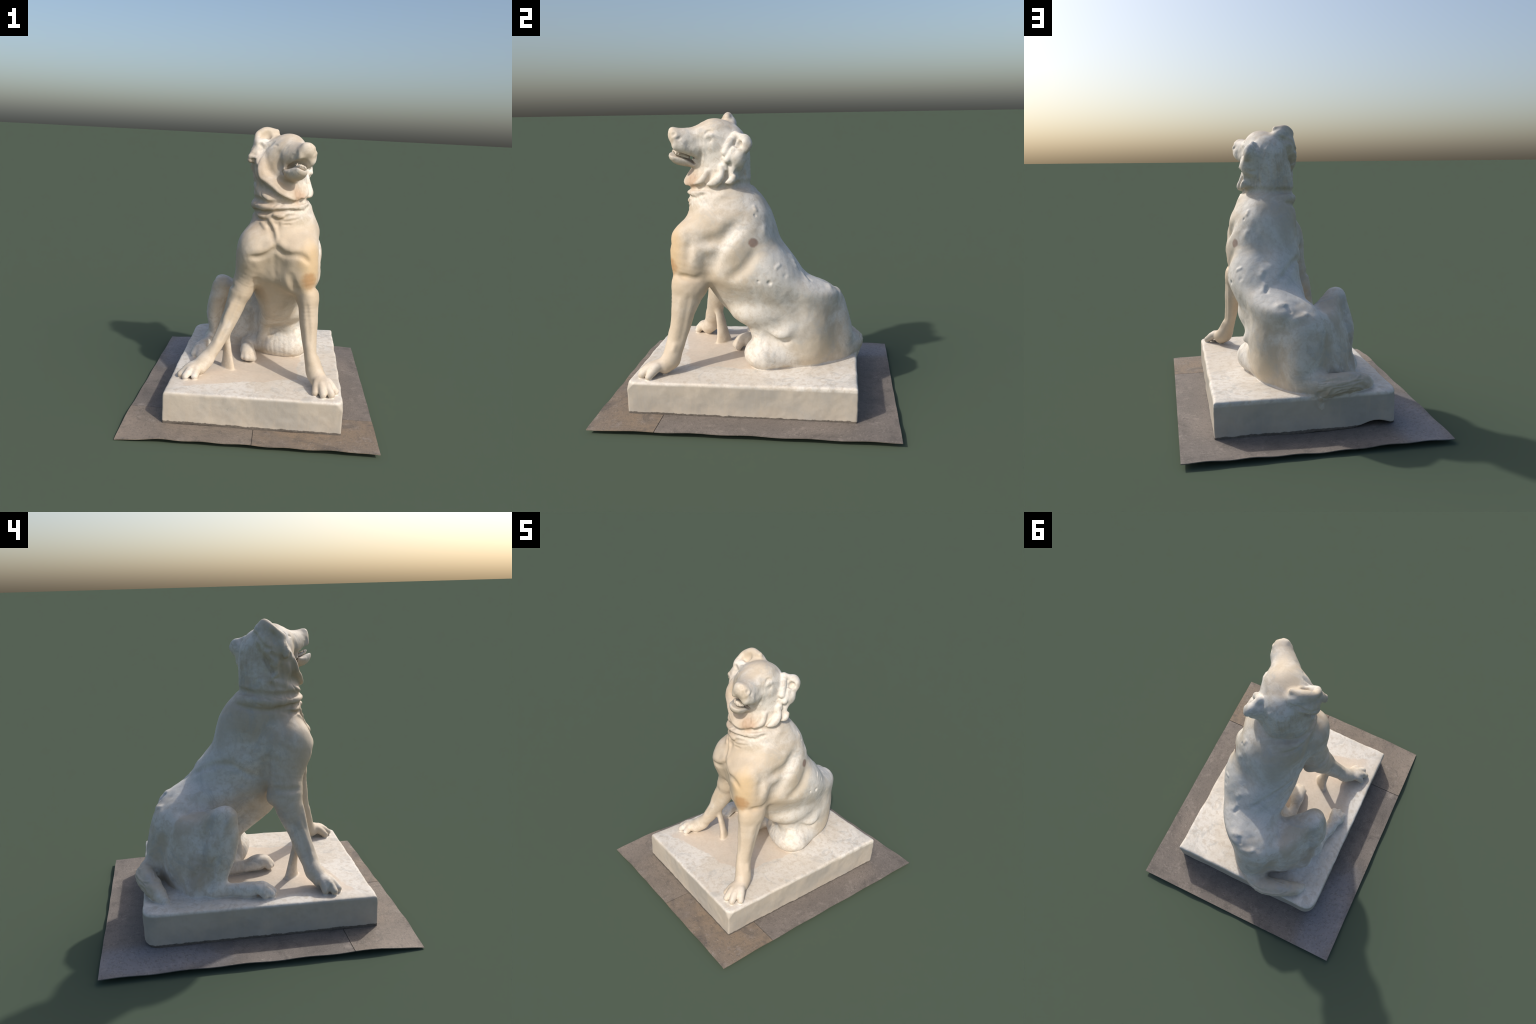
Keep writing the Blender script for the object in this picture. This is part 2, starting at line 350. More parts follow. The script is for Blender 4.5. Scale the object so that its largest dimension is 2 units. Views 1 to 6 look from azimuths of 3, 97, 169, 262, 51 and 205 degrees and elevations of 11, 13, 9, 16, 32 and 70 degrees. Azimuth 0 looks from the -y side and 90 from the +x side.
# right side: shoulder, ribs, thigh
stroke([(-.125, -.160, 1.139), (-.097, -.137, 1.014), (-.121, -.155, .891)], -.0216, .031)
stroke([(.139, .354, .941), (.027, .222, 1.035), (-.043, .095, 1.049), (-.072, -.032, .980), (-.099, -.144, .959)], -.0162, .022)
stroke([(-.026, .090, 1.129), (-.075, -.034, 1.066)], .0135, .07)
stroke([(-.040, .019, 1.313), (-.054, .009, 1.182), (-.070, -.001, 1.050)], -.0135, .042)
stroke([(-.147, -.168, .898), (-.199, -.257, .891), (-.166, -.364, .890)], -.0162, .022)
stroke([(-.423, .299, .284), (-.399, .281, .427), (-.421, .241, .569)], -.0216, .02)
stroke([(-.347, .137, .830), (-.379, .185, .796), (-.386, .207, .735)], -.0135, .025)
stroke([(-.346, .337, .562), (-.374, .361, .440), (-.312, .473, .351)], -.0135, .028)
stroke([(-.336, .403, .495), (-.327, .459, .339)], -.0108, .025)
# sinews of the legs, hollows of the haunch
stroke([(.425, -.439, .840), (.422, -.481, .618), (.435, -.512, .478)], .004, .022)
stroke([(.425, -.383, .833), (.418, -.433, .618), (.425, -.469, .476)], -.004, .016)
stroke([(.443, -.504, .458), (.453, -.510, .437)], .008, .018)
stroke([(-.236, -.280, .704), (-.291, -.350, .527), (-.375, -.380, .403)], -.006, .014)
stroke([(-.237, -.330, .700), (-.285, -.385, .539), (-.356, -.410, .427)], .006, .018)
stroke([(-.127, -.385, .838), (-.203, -.403, .626), (-.265, -.436, .484)], -.007, .014)
stroke([(-.174, -.373, .799), (-.244, -.388, .618)], .007, .018)
stroke([(.338, -.524, .856), (.368, -.535, .673), (.380, -.552, .552)], -.006, .014)
stroke([(-.081, .568, .749), (.013, .682, .580), (.011, .705, .440)], -.0072, .05)
stroke([(-.110, .449, .770), (-.215, .334, .764)], -.01, .04)
stroke([(-.501, -.483, .313), (-.508, -.470, .282)], -.008, .012)
stroke([(-.046, .764, .325), (-.024, .740, .244)], -.006, .012)
# locks of the ruff on the left cheek
add(Tube([(.299, -.163, 1.655, .02), (.308, -.165, 1.602, .028), (.317, -.202, 1.561, .03), (.310, -.256, 1.538, .018)]), .02, L['neck'])
add(Tube([(.282, -.273, 1.618, .018), (.286, -.297, 1.572, .026), (.274, -.349, 1.541, .018)]), .02, L['neck'])
add(Tube([(.293, -.148, 1.709, .014), (.295, -.140, 1.678, .016), (.301, -.135, 1.642, .012)]), .015, L['neck'])
add(Tube([(.311, -.081, 1.595, .02), (.310, -.105, 1.565, .028), (.309, -.139, 1.553, .022)]), .02, L['neck'])
stroke([(.292, -.235, 1.642), (.297, -.238, 1.596), (.301, -.277, 1.537)], -.018, .012)
stroke([(.296, -.141, 1.641), (.302, -.141, 1.587), (.312, -.166, 1.538)], -.024, .018)
stroke([(.321, -.087, 1.657), (.313, -.057, 1.633), (.223, -.035, 1.588)], -.03, .03)
stroke([(.227, -.376, 1.608), (.244, -.380, 1.577)], -.008, .007)
stroke([(.240, -.349, 1.614), (.261, -.355, 1.565)], -.008, .007)
stroke([(.300, -.185, 1.615), (.306, -.204, 1.569), (.308, -.242, 1.542)], -.006, .006)
stroke([(.285, -.278, 1.586), (.283, -.308, 1.549)], -.006, .006)
# edge of the ruff on the right cheek, hollow behind it
stroke([(-.062, -.322, 1.755), (-.045, -.354, 1.677), (-.008, -.351, 1.626), (.048, -.399, 1.585), (.103, -.430, 1.551), (.166, -.437, 1.524), (.238, -.398, 1.505)], -.028, .015)
stroke([(-.043, -.354, 1.748), (-.029, -.378, 1.674), (.012, -.398, 1.645), (.066, -.424, 1.612), (.116, -.442, 1.572), (.174, -.446, 1.547), (.232, -.412, 1.521)], .01, .012)
stroke([(-.084, -.255, 1.673), (-.069, -.198, 1.612), (-.026, -.324, 1.565), (.023, -.394, 1.522), (.081, -.420, 1.513)], .014, .018)
stroke([(-.006, -.345, 1.568), (.026, -.387, 1.540), (.061, -.410, 1.525)], .01, .014)
stroke([(-.019, -.327, 1.576), (-.003, -.367, 1.537), (.033, -.403, 1.509)], -.012, .01)
stroke([(.129, -.403, 1.670), (.170, -.416, 1.612), (.214, -.408, 1.590)], -.018, .03)
stroke([(.223, -.395, 1.594), (.235, -.410, 1.554), (.244, -.396, 1.515)], -.012, .01)
# folds of skin round the neck
stroke([(-.065, -.271, 1.514), (-.027, -.351, 1.510), (.019, -.396, 1.498), (.082, -.423, 1.497), (.148, -.427, 1.501), (.233, -.401, 1.503), (.301, -.291, 1.522)], -.03, .018)
stroke([(.108, .009, 1.531), (-.048, -.087, 1.527), (-.074, -.223, 1.515), (.007, -.386, 1.500)], -.026, .018)
stroke([(.248, -.389, 1.510), (.289, -.322, 1.517), (.311, -.261, 1.520), (.321, -.203, 1.511), (.313, -.157, 1.531), (.288, -.078, 1.533), (.235, -.030, 1.536), (.163, .002, 1.537)], -.026, .018)
stroke([(.304, -.117, 1.533), (.216, -.018, 1.538), (.106, .008, 1.531), (-.029, -.060, 1.530)], -.02, .022)
stroke([(-.081, -.213, 1.463), (.006, -.384, 1.465), (.083, -.424, 1.473), (.178, -.422, 1.483), (.263, -.371, 1.487), (.297, -.320, 1.496)], .014, .022)
stroke([(.051, .024, 1.483), (-.054, -.084, 1.477), (-.071, -.222, 1.463), (-.041, -.323, 1.467), (.060, -.417, 1.468)], .014, .024)
stroke([(.041, .046, 1.453), (-.028, -.016, 1.436), (-.062, -.105, 1.419), (-.068, -.222, 1.415), (-.038, -.323, 1.433), (.061, -.417, 1.437)], -.018, .014)
stroke([(-.080, -.205, 1.425), (-.028, -.341, 1.431), (.023, -.396, 1.429), (.090, -.426, 1.443), (.179, -.423, 1.455), (.261, -.380, 1.450)], -.018, .013)
stroke([(.177, -.427, 1.480), (.283, -.344, 1.498), (.317, -.260, 1.504)], .012, .014)
stroke([(.176, -.429, 1.458), (.286, -.354, 1.451), (.305, -.321, 1.468), (.323, -.269, 1.479)], -.012, .01)
stroke([(.340, -.239, 1.454), (.339, -.173, 1.468), (.317, -.111, 1.492)], .006, .02)
stroke([(-.037, -.326, 1.407), (.030, -.401, 1.396)], .014, .016)
stroke([(.086, -.425, 1.426), (.144, -.430, 1.411)], .014, .016)
stroke([(-.059, -.277, 1.392), (-.009, -.370, 1.380), (.050, -.413, 1.382)], -.014, .012)
stroke([(.068, -.420, 1.403), (.117, -.430, 1.390), (.172, -.426, 1.414), (.247, -.393, 1.434)], -.012, .012)
stroke([(.060, -.417, 1.378), (.091, -.434, 1.339)], .012, .016)
stroke([(.002, -.384, 1.365), (.029, -.414, 1.332)], .01, .014)
stroke([(.045, -.411, 1.381), (.053, -.425, 1.331)], -.01, .01)
stroke([(.117, -.430, 1.383), (.120, -.438, 1.336)], -.01, .01)
stroke([(.136, -.430, 1.384), (.202, -.419, 1.386), (.263, -.385, 1.405)], -.006, .008)
stroke([(.147, -.433, 1.356), (.213, -.417, 1.363)], -.006, .008)
stroke([(-.060, -.108, 1.516), (-.074, -.175, 1.485), (-.065, -.247, 1.444)], -.007, .008)
stroke([(-.075, -.185, 1.513), (-.069, -.251, 1.485), (-.039, -.323, 1.447)], -.007, .008)
stroke([(-.065, -.271, 1.504), (-.040, -.328, 1.480), (-.003, -.374, 1.450)], -.0063, .008)
stroke([(.010, -.014, 1.507), (-.050, -.075, 1.477), (-.067, -.138, 1.443)], -.006, .008)
stroke([(-.044, -.312, 1.415), (.002, -.380, 1.394)], .01, .016)
stroke([(-.066, -.246, 1.399), (-.040, -.323, 1.400), (.021, -.398, 1.364)], -.012, .012)
# eyes, nose, lips
stroke([(.291, -.271, 1.859), (.284, -.260, 1.879), (.281, -.240, 1.887), (.285, -.216, 1.876)], -.012, .008)
stroke([(.292, -.257, 1.856), (.291, -.227, 1.861)], .007, .014)
stroke([(.296, -.248, 1.834), (.296, -.238, 1.823), (.295, -.227, 1.836)], -.007, .008)
stroke([(.295, -.308, 1.828), (.297, -.271, 1.823)], -.008, .03)
stroke([(.344, -.468, 1.871), (.343, -.464, 1.873)], -.018, .011)
stroke([(.347, -.455, 1.845), (.340, -.436, 1.842), (.328, -.415, 1.855)], -.008, .009)
stroke([(.305, -.495, 1.900), (.309, -.496, 1.897)], -.016, .01)
stroke([(.326, -.493, 1.882), (.332, -.495, 1.853), (.321, -.493, 1.825)], -.008, .009)
stroke([(.330, -.400, 1.830), (.321, -.369, 1.794), (.303, -.351, 1.761)], -.012, .022)
stroke([(.297, -.348, 1.752), (.248, -.331, 1.712), (.237, -.342, 1.674)], .01, .014)
stroke([(.205, -.475, 1.866), (.205, -.497, 1.831), (.178, -.459, 1.796)], -.012, .022)
stroke([(.144, -.425, 1.779), (.134, -.404, 1.736), (.152, -.455, 1.714), (.182, -.494, 1.727)], .012, .012)
stroke([(.095, -.387, 1.757), (.107, -.398, 1.711), (.138, -.418, 1.676)], -.01, .03)
stroke([(.262, -.495, 1.906), (.299, -.495, 1.903)], .008, .02)
stroke([(.052, -.339, 1.877), (.068, -.344, 1.885), (.088, -.361, 1.879)], -.008, .009)
stroke([(.055, -.374, 1.801), (.081, -.379, 1.830)], -.006, .03)
# folds before and below the right ear
stroke([(-.036, -.298, 1.883), (-.026, -.293, 1.872)], -.02, .014)
stroke([(-.056, -.301, 1.849), (-.010, -.284, 1.875), (.046, -.280, 1.916)], .012, .014)
stroke([(-.046, -.341, 1.780), (-.030, -.315, 1.832), (.015, -.299, 1.877), (.070, -.310, 1.917)], -.012, .016)
stroke([(-.103, -.305, 1.781), (-.071, -.311, 1.782), (-.056, -.328, 1.793)], -.016, .01)
stroke([(-.102, -.303, 1.800), (-.067, -.318, 1.792)], .012, .012)
stroke([(-.100, -.178, 1.812), (-.105, -.208, 1.775), (-.099, -.241, 1.764)], -.014, .014)
stroke([(-.094, -.265, 1.763), (-.081, -.257, 1.698), (-.056, -.270, 1.626)], -.0198, .013)
stroke([(-.057, -.332, 1.733), (-.036, -.350, 1.657), (.038, -.384, 1.584)], -.0216, .014)
stroke([(-.022, -.125, 1.761), (-.041, -.158, 1.707), (-.056, -.182, 1.644)], .012, .018)
stroke([(-.102, -.222, 1.757), (-.077, -.225, 1.690), (-.057, -.246, 1.613)], .014, .018)
stroke([(-.061, -.294, 1.735), (-.043, -.316, 1.673), (.009, -.349, 1.595)], .0117, .016)
stroke([(-.036, -.151, 1.771), (-.052, -.184, 1.707), (-.057, -.209, 1.643)], -.012, .012)
stroke([(.029, -.104, 1.916), (-.059, -.122, 1.873), (-.085, -.153, 1.827), (-.104, -.204, 1.820)], -.014, .012)
stroke([(.045, -.101, 1.919), (.010, -.112, 1.896), (-.027, -.109, 1.882)], -.012, .01)
stroke([(.182, -.035, 1.836), (.180, -.021, 1.791), (.190, -.023, 1.747)], -.014, .012)
stroke([(.288, -.013, 1.676), (.250, -.022, 1.671), (.217, -.031, 1.680)], -.01, .01)
# --- carved lines end

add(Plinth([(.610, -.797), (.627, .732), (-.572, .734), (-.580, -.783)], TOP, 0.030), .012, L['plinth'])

# --------------------------------------------- surface from the field --------
def smooth_normals(verts, quads):
    v = verts[quads]
    n = np.cross(v[:, 2] - v[:, 0], v[:, 3] - v[:, 1])
    N = np.zeros_like(verts)
    for i in range(4): np.add.at(N, quads[:, i], n)
    return N / np.maximum(np.linalg.norm(N, axis=1, keepdims=True), 1e-12)

def surface(h=0.006, coarse=4):
    lo = V(-.66, -.86, .0); hi = V(.70, .86, 2.06)
    n = (np.ceil((hi - lo) / (h * coarse)).astype(int)); N = n * coarse + 1
    H = h * coarse
    ax = [lo[i] + H * np.arange(n[i] + 1) for i in range(3)]
    G = np.stack(np.meshgrid(*ax, indexing='ij'), -1).reshape(-1, 3)
    Fc = field(G).reshape(n + 1)
    near = np.abs(Fc) < H * 1.9
    cell = np.zeros(n, bool)
    for dx in (0, 1):
        for dy in (0, 1):
            for dz in (0, 1):
                cell |= near[dx:dx + n[0], dy:dy + n[1], dz:dz + n[2]]
    mask = np.zeros(N, bool)
    for i in range(coarse + 1):
        for j in range(coarse + 1):
            for k in range(coarse + 1):
                mask[i:i + n[0] * coarse:coarse, j:j + n[1] * coarse:coarse, k:k + n[2] * coarse:coarse] |= cell
    sgn = np.repeat(np.repeat(np.repeat(Fc[:-1, :-1, :-1], coarse, 0), coarse, 1), coarse, 2)
    F = np.full(N, 1.0, np.float32); F[:-1, :-1, :-1] = np.where(sgn < 0, -1.0, 1.0)
    idx = np.argwhere(mask)
    F[mask] = field(lo + h * idx)
    # surface nets
    ins = F < 0
    A = [ins[dx:N[0] - 1 + dx, dy:N[1] - 1 + dy, dz:N[2] - 1 + dz] for dx in (0, 1) for dy in (0, 1) for dz in (0, 1)]
    cnt = sum(a.astype(np.int8) for a in A); act = (cnt > 0) & (cnt < 8)
    ci = np.argwhere(act); vid = -np.ones(N - 1, np.int64); vid[act] = np.arange(len(ci))
    acc = np.zeros((len(ci), 3)); num = np.zeros(len(ci))
    off = np.array([(dx, dy, dz) for dx in (0, 1) for dy in (0, 1) for dz in (0, 1)])
    val = [F[ci[:, 0] + o[0], ci[:, 1] + o[1], ci[:, 2] + o[2]] for o in off]
    for a in range(8):
        for b in range(a + 1, 8):
            if np.abs(off[a] - off[b]).sum() != 1: continue
            x = (val[a] < 0) != (val[b] < 0)
            t = np.where(x, val[a] / np.where(x, val[a] - val[b], 1), 0)
            acc += np.where(x[:, None], off[a] + t[:, None] * (off[b] - off[a]), 0); num += x
    verts = lo + h * (ci + acc / num[:, None])
    quads = []
    for axis in range(3):
        s = [slice(0, N[i] - 1) for i in range(3)]; s2 = list(s); s[axis] = slice(0, N[axis] - 1); s2[axis] = slice(1, N[axis])
        b, c = [i for i in range(3) if i != axis]
        for q in (b, c): s[q] = slice(1, N[q] - 1); s2[q] = slice(1, N[q] - 1)
        p, q = ins[tuple(s)], ins[tuple(s2)]
        E = np.argwhere(p != q); E2 = E.copy(); E2[:, b] += 1; E2[:, c] += 1
        flip = p[tuple(E.T)]
        def g(db, dc):
            Z = E2.copy(); Z[:, b] -= db; Z[:, c] -= dc; return vid[tuple(Z.T)]
        Q = np.stack([g(1, 1), g(0, 1), g(0, 0), g(1, 0)], 1)
        if axis == 1: flip = ~flip
        Q[~flip] = Q[~flip][:, ::-1]
        quads.append(Q)
    quads = np.vstack(quads); quads = quads[(quads >= 0).all(1)]
    c = verts[quads].mean(1); quads = quads[~((c[:, 2] < 0.10) & (np.abs(c[:, 0]) < .50) & (np.abs(c[:, 1]) < .66))]   # hidden underside of the plinth
    N0 = smooth_normals(verts, quads); e = 0.002
    f = field(verts); g = np.clip((field(verts + e * N0) - f) / e, 0.4, 2)
    verts -= N0 * np.clip(f / g, -0.5 * h, 0.5 * h)[:, None]
    f, lab = field(verts, True)
    return verts, quads, lab

# ----------------------------------------------------------- materials -------
class Nodes:
    """small helper round a material's node tree"""
    def __init__(s, name, rough):
        s.m = bpy.data.materials.new(name); s.m.use_nodes = True; s.t = s.m.node_tree
        s.bsdf = s.t.nodes['Principled BSDF']; s.bsdf.inputs['Roughness'].default_value = rough
        s.co = s.t.nodes.new('ShaderNodeTexCoord').outputs['Object']
    def link(s, a, b): s.t.links.new(a, b)
    def noise(s, scale, detail=4, rough=.55, dist=0, stretch=None, out='Fac'):
        n = s.t.nodes.new('ShaderNodeTexNoise'); n.inputs['Scale'].default_value = scale; n.inputs['Detail'].default_value = detail
        n.inputs['Roughness'].default_value = rough; n.inputs['Distortion'].default_value = dist
        c = s.co
        if stretch:
            mp = s.t.nodes.new('ShaderNodeMapping'); mp.inputs['Scale'].default_value = stretch; s.link(c, mp.inputs['Vector']); c = mp.outputs['Vector']
        s.link(c, n.inputs['Vector']); return n.outputs[out]
    def ramp(s, fac, lo, hi, a=0., b=1.):
        n = s.t.nodes.new('ShaderNodeMapRange'); n.interpolation_type = 'SMOOTHSTEP'; s.link(fac, n.inputs['Value'])
        for k, v in zip(('From Min', 'From Max', 'To Min', 'To Max'), (lo, hi, a, b)): n.inputs[k].default_value = v
        return n.outputs['Result']
    def math(s, op, a, b):
        n = s.t.nodes.new('ShaderNodeMath'); n.operation = op
        for i, v in enumerate((a, b)):
            if isinstance(v, (int, float)): n.inputs[i].default_value = v
            else: s.link(v, n.inputs[i])
        return n.outputs[0]
    def mix(s, fac, a, b, mode='MIX'):
        n = s.t.nodes.new('ShaderNodeMix'); n.data_type = 'RGBA'; n.blend_type = mode
        def put(i, v):
            if isinstance(v, tuple): n.inputs[i].default_value = (*v, 1) if len(v) == 3 else v
            elif isinstance(v, (int, float)): n.inputs[i].default_value = v
            else: s.link(v, n.inputs[i])
        put(0, fac); put(6, a); put(7, b); return n.outputs[2]
    def spot(s, centre, radii, soft=.6, warp=.35, wscale=9.):
        """1 inside an uneven patch round a point, 0 outside"""
        sub = s.t.nodes.new('ShaderNodeVectorMath'); sub.operation = 'SUBTRACT'; s.link(s.co, sub.inputs[0]); sub.inputs[1].default_value = centre
        div = s.t.nodes.new('ShaderNodeVectorMath'); div.operation = 'DIVIDE'; s.link(sub.outputs[0], div.inputs[0]); div.inputs[1].default_value = radii
        ln = s.t.nodes.new('ShaderNodeVectorMath'); ln.operation = 'LENGTH'; s.link(div.outputs[0], ln.inputs[0])
        d = s.math('ADD', ln.outputs['Value'], s.math('MULTIPLY', s.math('SUBTRACT', s.noise(wscale, 3), .5), 2 * warp))
        return s.ramp(d, 1 - soft / 2, 1 + soft / 2, 1, 0)
    def axis(s, i):
        n = s.t.nodes.new('ShaderNodeSeparateXYZ'); s.link(s.co, n.inputs[0]); return n.outputs[i]
    def finish(s, col, bump=None, strength=.2, dist=.004):
        s.link(col, s.bsdf.inputs['Base Color'])
        if bump is not None:
            b = s.t.nodes.new('ShaderNodeBump'); b.inputs['Strength'].default_value = strength; b.inputs['Distance'].default_value = dist
            s.link(bump, b.inputs['Height']); s.link(b.outputs[0], s.bsdf.inputs['Normal'])
        return s.m

CREAM, WARM, GREY = (.71, .665, .595), (.55, .465, .355), (.43, .42, .39)
def marble_common(n, warm=1.):
    col = n.mix(n.ramp(n.noise(2.6, 5, .6, .6), .42, .62, 0, warm), CREAM, WARM)
    col = n.mix(n.ramp(n.noise(5.5, 6, .68, 1.2), .48, .66, 0, .6), col, GREY)
    col = n.mix(n.ramp(n.noise(26, 5, .68, .6), .46, .66, 0, .45), col, (.47, .385, .285))
    return col

def dog_marble():
    n = Nodes('weathered_marble', .62)
    col = marble_common(n)
    col = n.mix(n.math('MULTIPLY', n.spot((.10, -.62, .75), (.55, .45, .85), 1., .8, 3), .85), col, n.mix(n.noise(4, 4), (.52, .40, .27), (.60, .495, .365)))          # tan front and legs
    col = n.mix(n.math('MULTIPLY', n.spot((.10, -.50, 1.04), (.26, .12, .15), .35, .25), .55), col, (.50, .405, .285))   # darker brown lower chest
    col = n.mix(n.math('MULTIPLY', n.spot((.36, -.49, 1.10), (.075, .11, .17), 1.3, .7, 7), .7), col, (.62, .43, .22))      # ochre on the shoulder
    col = n.mix(n.math('MULTIPLY', n.spot((.35, -.525, 1.00), (.05, .07, .055), .9, .5, 20), .85), col, (.42, .235, .10))
    col = n.mix(n.math('MULTIPLY', n.spot((.265, -.40, 1.575), (.06, .06, .07), .9, .4), .7), col, (.47, .30, .19))      # brown throat
    col = n.mix(n.math('MULTIPLY', n.spot((.0, -.34, 1.55), (.20, .18, .26), .9, .5, 6), .5), col, (.50, .37, .25))
    col = n.mix(n.math('MULTIPLY', n.spot((.30, .46, .38), (.10, .14, .13), 1., .5), .6), col, (.64, .52, .36))          # ochre on the haunch
    col = n.mix(n.math('MULTIPLY', n.spot((-.36, .37, .42), (.05, .10, .14), .9, .6, 14), .5), col, (.40, .31, .22))
    col = n.mix(n.math('MULTIPLY', n.spot((.405, .049, 1.175), (.036, .034, .031), .5, .22, 35), .97), col, n.mix(n.noise(60, 3), (.13, .05, .025), (.27, .12, .055)))   # rust spot
    col = n.mix(n.math('MULTIPLY', n.spot((.20, .30, 1.00), (.30, .35, .5), .8, .6, 4), .35), col, (.60, .60, .575))     # cooler back
    col = n.mix(n.ramp(n.noise(9, 6, .7, 2.), .66, .74, 0, .35), col, (.36, .34, .31))
    fine = n.noise(75, 4, .6)
    col = n.mix(n.ramp(fine, .3, .75, 0, .14), col, (.40, .34, .27))
    return n.finish(col, fine, .25, .003)

def plinth_marble():
    n = Nodes('plinth_marble', .65)
    col = marble_common(n, .45)
    x, y, z = n.axis(0), n.axis(1), n.axis(2)
    w = n.math('MULTIPLY', n.math('SUBTRACT', n.noise(5, 4), .5), .16)
    front = n.ramp(n.math('SUBTRACT', n.math('ADD', y, w), n.math('MULTIPLY', x, .27)), -.535, -.515)     # tan stain behind this line
    side = n.ramp(n.math('ADD', x, w), .335, .315)
    left = n.ramp(n.math('ADD', x, w), -.52, -.42); back = n.ramp(n.math('ADD', y, w), .30, .12)
    top = n.ramp(z, .24, .252)
    m = n.math('MULTIPLY', n.math('MULTIPLY', front, side), n.math('MULTIPLY', n.math('MULTIPLY', left, back), top))
    col = n.mix(n.math('MULTIPLY', m, .75), col, n.mix(n.noise(7, 4), (.63, .49, .375), (.58, .51, .41)))
    streak = n.ramp(n.noise(4, 5, .6, 0, (9, 9, .8)), .5, .75, 0, .35)
    col = n.mix(n.ramp(z, .256, .240, 0, .85), col, n.mix(n.ramp(n.noise(3.5, 5), .4, .65), (.47, .41, .33), (.36, .33, .285)))   # sides painted darker than the top, after the scan's baked shade
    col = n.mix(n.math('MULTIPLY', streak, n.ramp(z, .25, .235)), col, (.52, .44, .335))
    col = n.mix(n.ramp(n.noise(11, 5, .7, 1.5), .68, .74, 0, .55), col, (.30, .28, .25))
    foot_line = n.ramp(n.math('SUBTRACT', z, n.math('MULTIPLY', n.noise(16, 4, .7), .03)), .034, .040, .9, 0)        # black line along the foot
    col = n.mix(foot_line, col, (.06, .05, .042))
    fine = n.noise(60, 4, .6)
    col = n.mix(n.ramp(fine, .35, .75, 0, .18), col, (.42, .35, .27))
    return n.finish(col, fine, .3, .003)

def paving_stone(name, base, tint):
    n = Nodes(name, .75)
    col = n.mix(n.ramp(n.noise(3.2, 4), .35, .7), base, tint)
    col = n.mix(n.ramp(n.noise(6, 6, .7, .8), .47, .70, 0, .7), col, (.10, .086, .074))
    col = n.mix(n.ramp(n.noise(11, 5, .65), .55, .75, 0, .65), col, (.31, .265, .225))
    col = n.mix(n.math('MULTIPLY', n.spot((-.70, .72, .04), (.17, .45, .5), .9, .5, 5), .55), col, (.23, .24, .275))  # bluish sky light from the scan's shadowed corner, tinted into the stone
    col = n.mix(n.ramp(n.noise(48, 5, .8), .50, .62, 0, .45), col, (.085, .074, .064))
    col = n.mix(n.ramp(n.noise(95, 3, .6), .58, .72, 0, .45), col, (.36, .31, .26))
    return n.finish(col, n.noise(90, 4, .7), .5, .004)

def plain(name, col, rough=.8):
    n = Nodes(name, rough); n.bsdf.inputs['Base Color'].default_value = (*col, 1); return n.m

MARBLE, PLINTH = dog_marble(), plinth_marble()

root = bpy.data.objects.new('dog_statue', None); bpy.context.collection.objects.link(root)
root['label'] = 'weathered white marble statue of a seated dog on a low plinth'
root['category'] = 'dog statue'

def put(name, me, mat, parent=None):
    me.materials.append(mat)
    ob = bpy.data.objects.new(name, me); bpy.context.collection.objects.link(ob); ob.parent = parent or root
    return ob

# ------------------------------------------------- the carved stone ---------
def grain(verts, N, lab):
    """carved hair on nape and tail, and the soft unevenness of worn stone"""
    x, y, z = verts.T
    d = 0.0022 * noise3(verts, 11, 1) + 0.0009 * noise3(verts, 34, 2)
    d = np.where(lab == L['plinth'], 0, d)
    def sm(v, a, b): t = np.clip((v - a) / (b - a), 0, 1); return t * t * (3 - 2 * t)
    # hair: noise stretched along the fall of the coat, bent by a slower noise
    ang = np.arctan2(y + .19, x - .12); W = noise3(verts, 9, 5)
    W2 = noise3(verts, 4, 15); fall = 9 * z * np.sin(ang * 1.5)
    q = np.stack([ang * 8.5 + 3.5 * W2 + fall, z * 7.5 + 2 * W2, np.zeros_like(z) + .5], 1)
    hair = noise3(q, 1.0, 6) + 0.5 * noise3(q, 2.1, 16)
    m = sm(z, 1.535, 1.58) * sm(-z, -1.90, -1.78) * sm(y - .7 * (x - .12), -.30, -.16) * sm(-x, -.27, -.20)
    d += 0.0085 * m * hair
    u = x * .75 + y * .3; q = np.stack([u * 16 + 2 * W, z * 42 + 3 * W, y * 20], 1)
    d += 0.0055 * sm(-x, .0, .08) * (lab == L['tail']) * (1 - 2 * np.abs(noise3(q, 1.0, 7)))
    # sparse wavy hair low on the right haunch and over the collar folds
    q = np.stack([(y + .3 * z) * 34 + 3 * W, z * 9, x * 9], 1)
    d += 0.003 * sm(-z, -.55, -.42) * sm(-x, .22, .32) * sm(y, .2, .3) * (lab == L['hindleg']) * noise3(q, 1.0, 8)
    q = np.stack([ang * 11 + 30 * (z - 1.45) * np.sign(np.sin(ang + .9)) + 2 * W, z * 14, np.zeros_like(z)], 1)
    d += 0.003 * sm(z, 1.36, 1.42) * sm(-z, -1.52, -1.49) * sm(-y, .12, .25) * noise3(q, 1.0, 9)
    return verts + N * d[:, None]

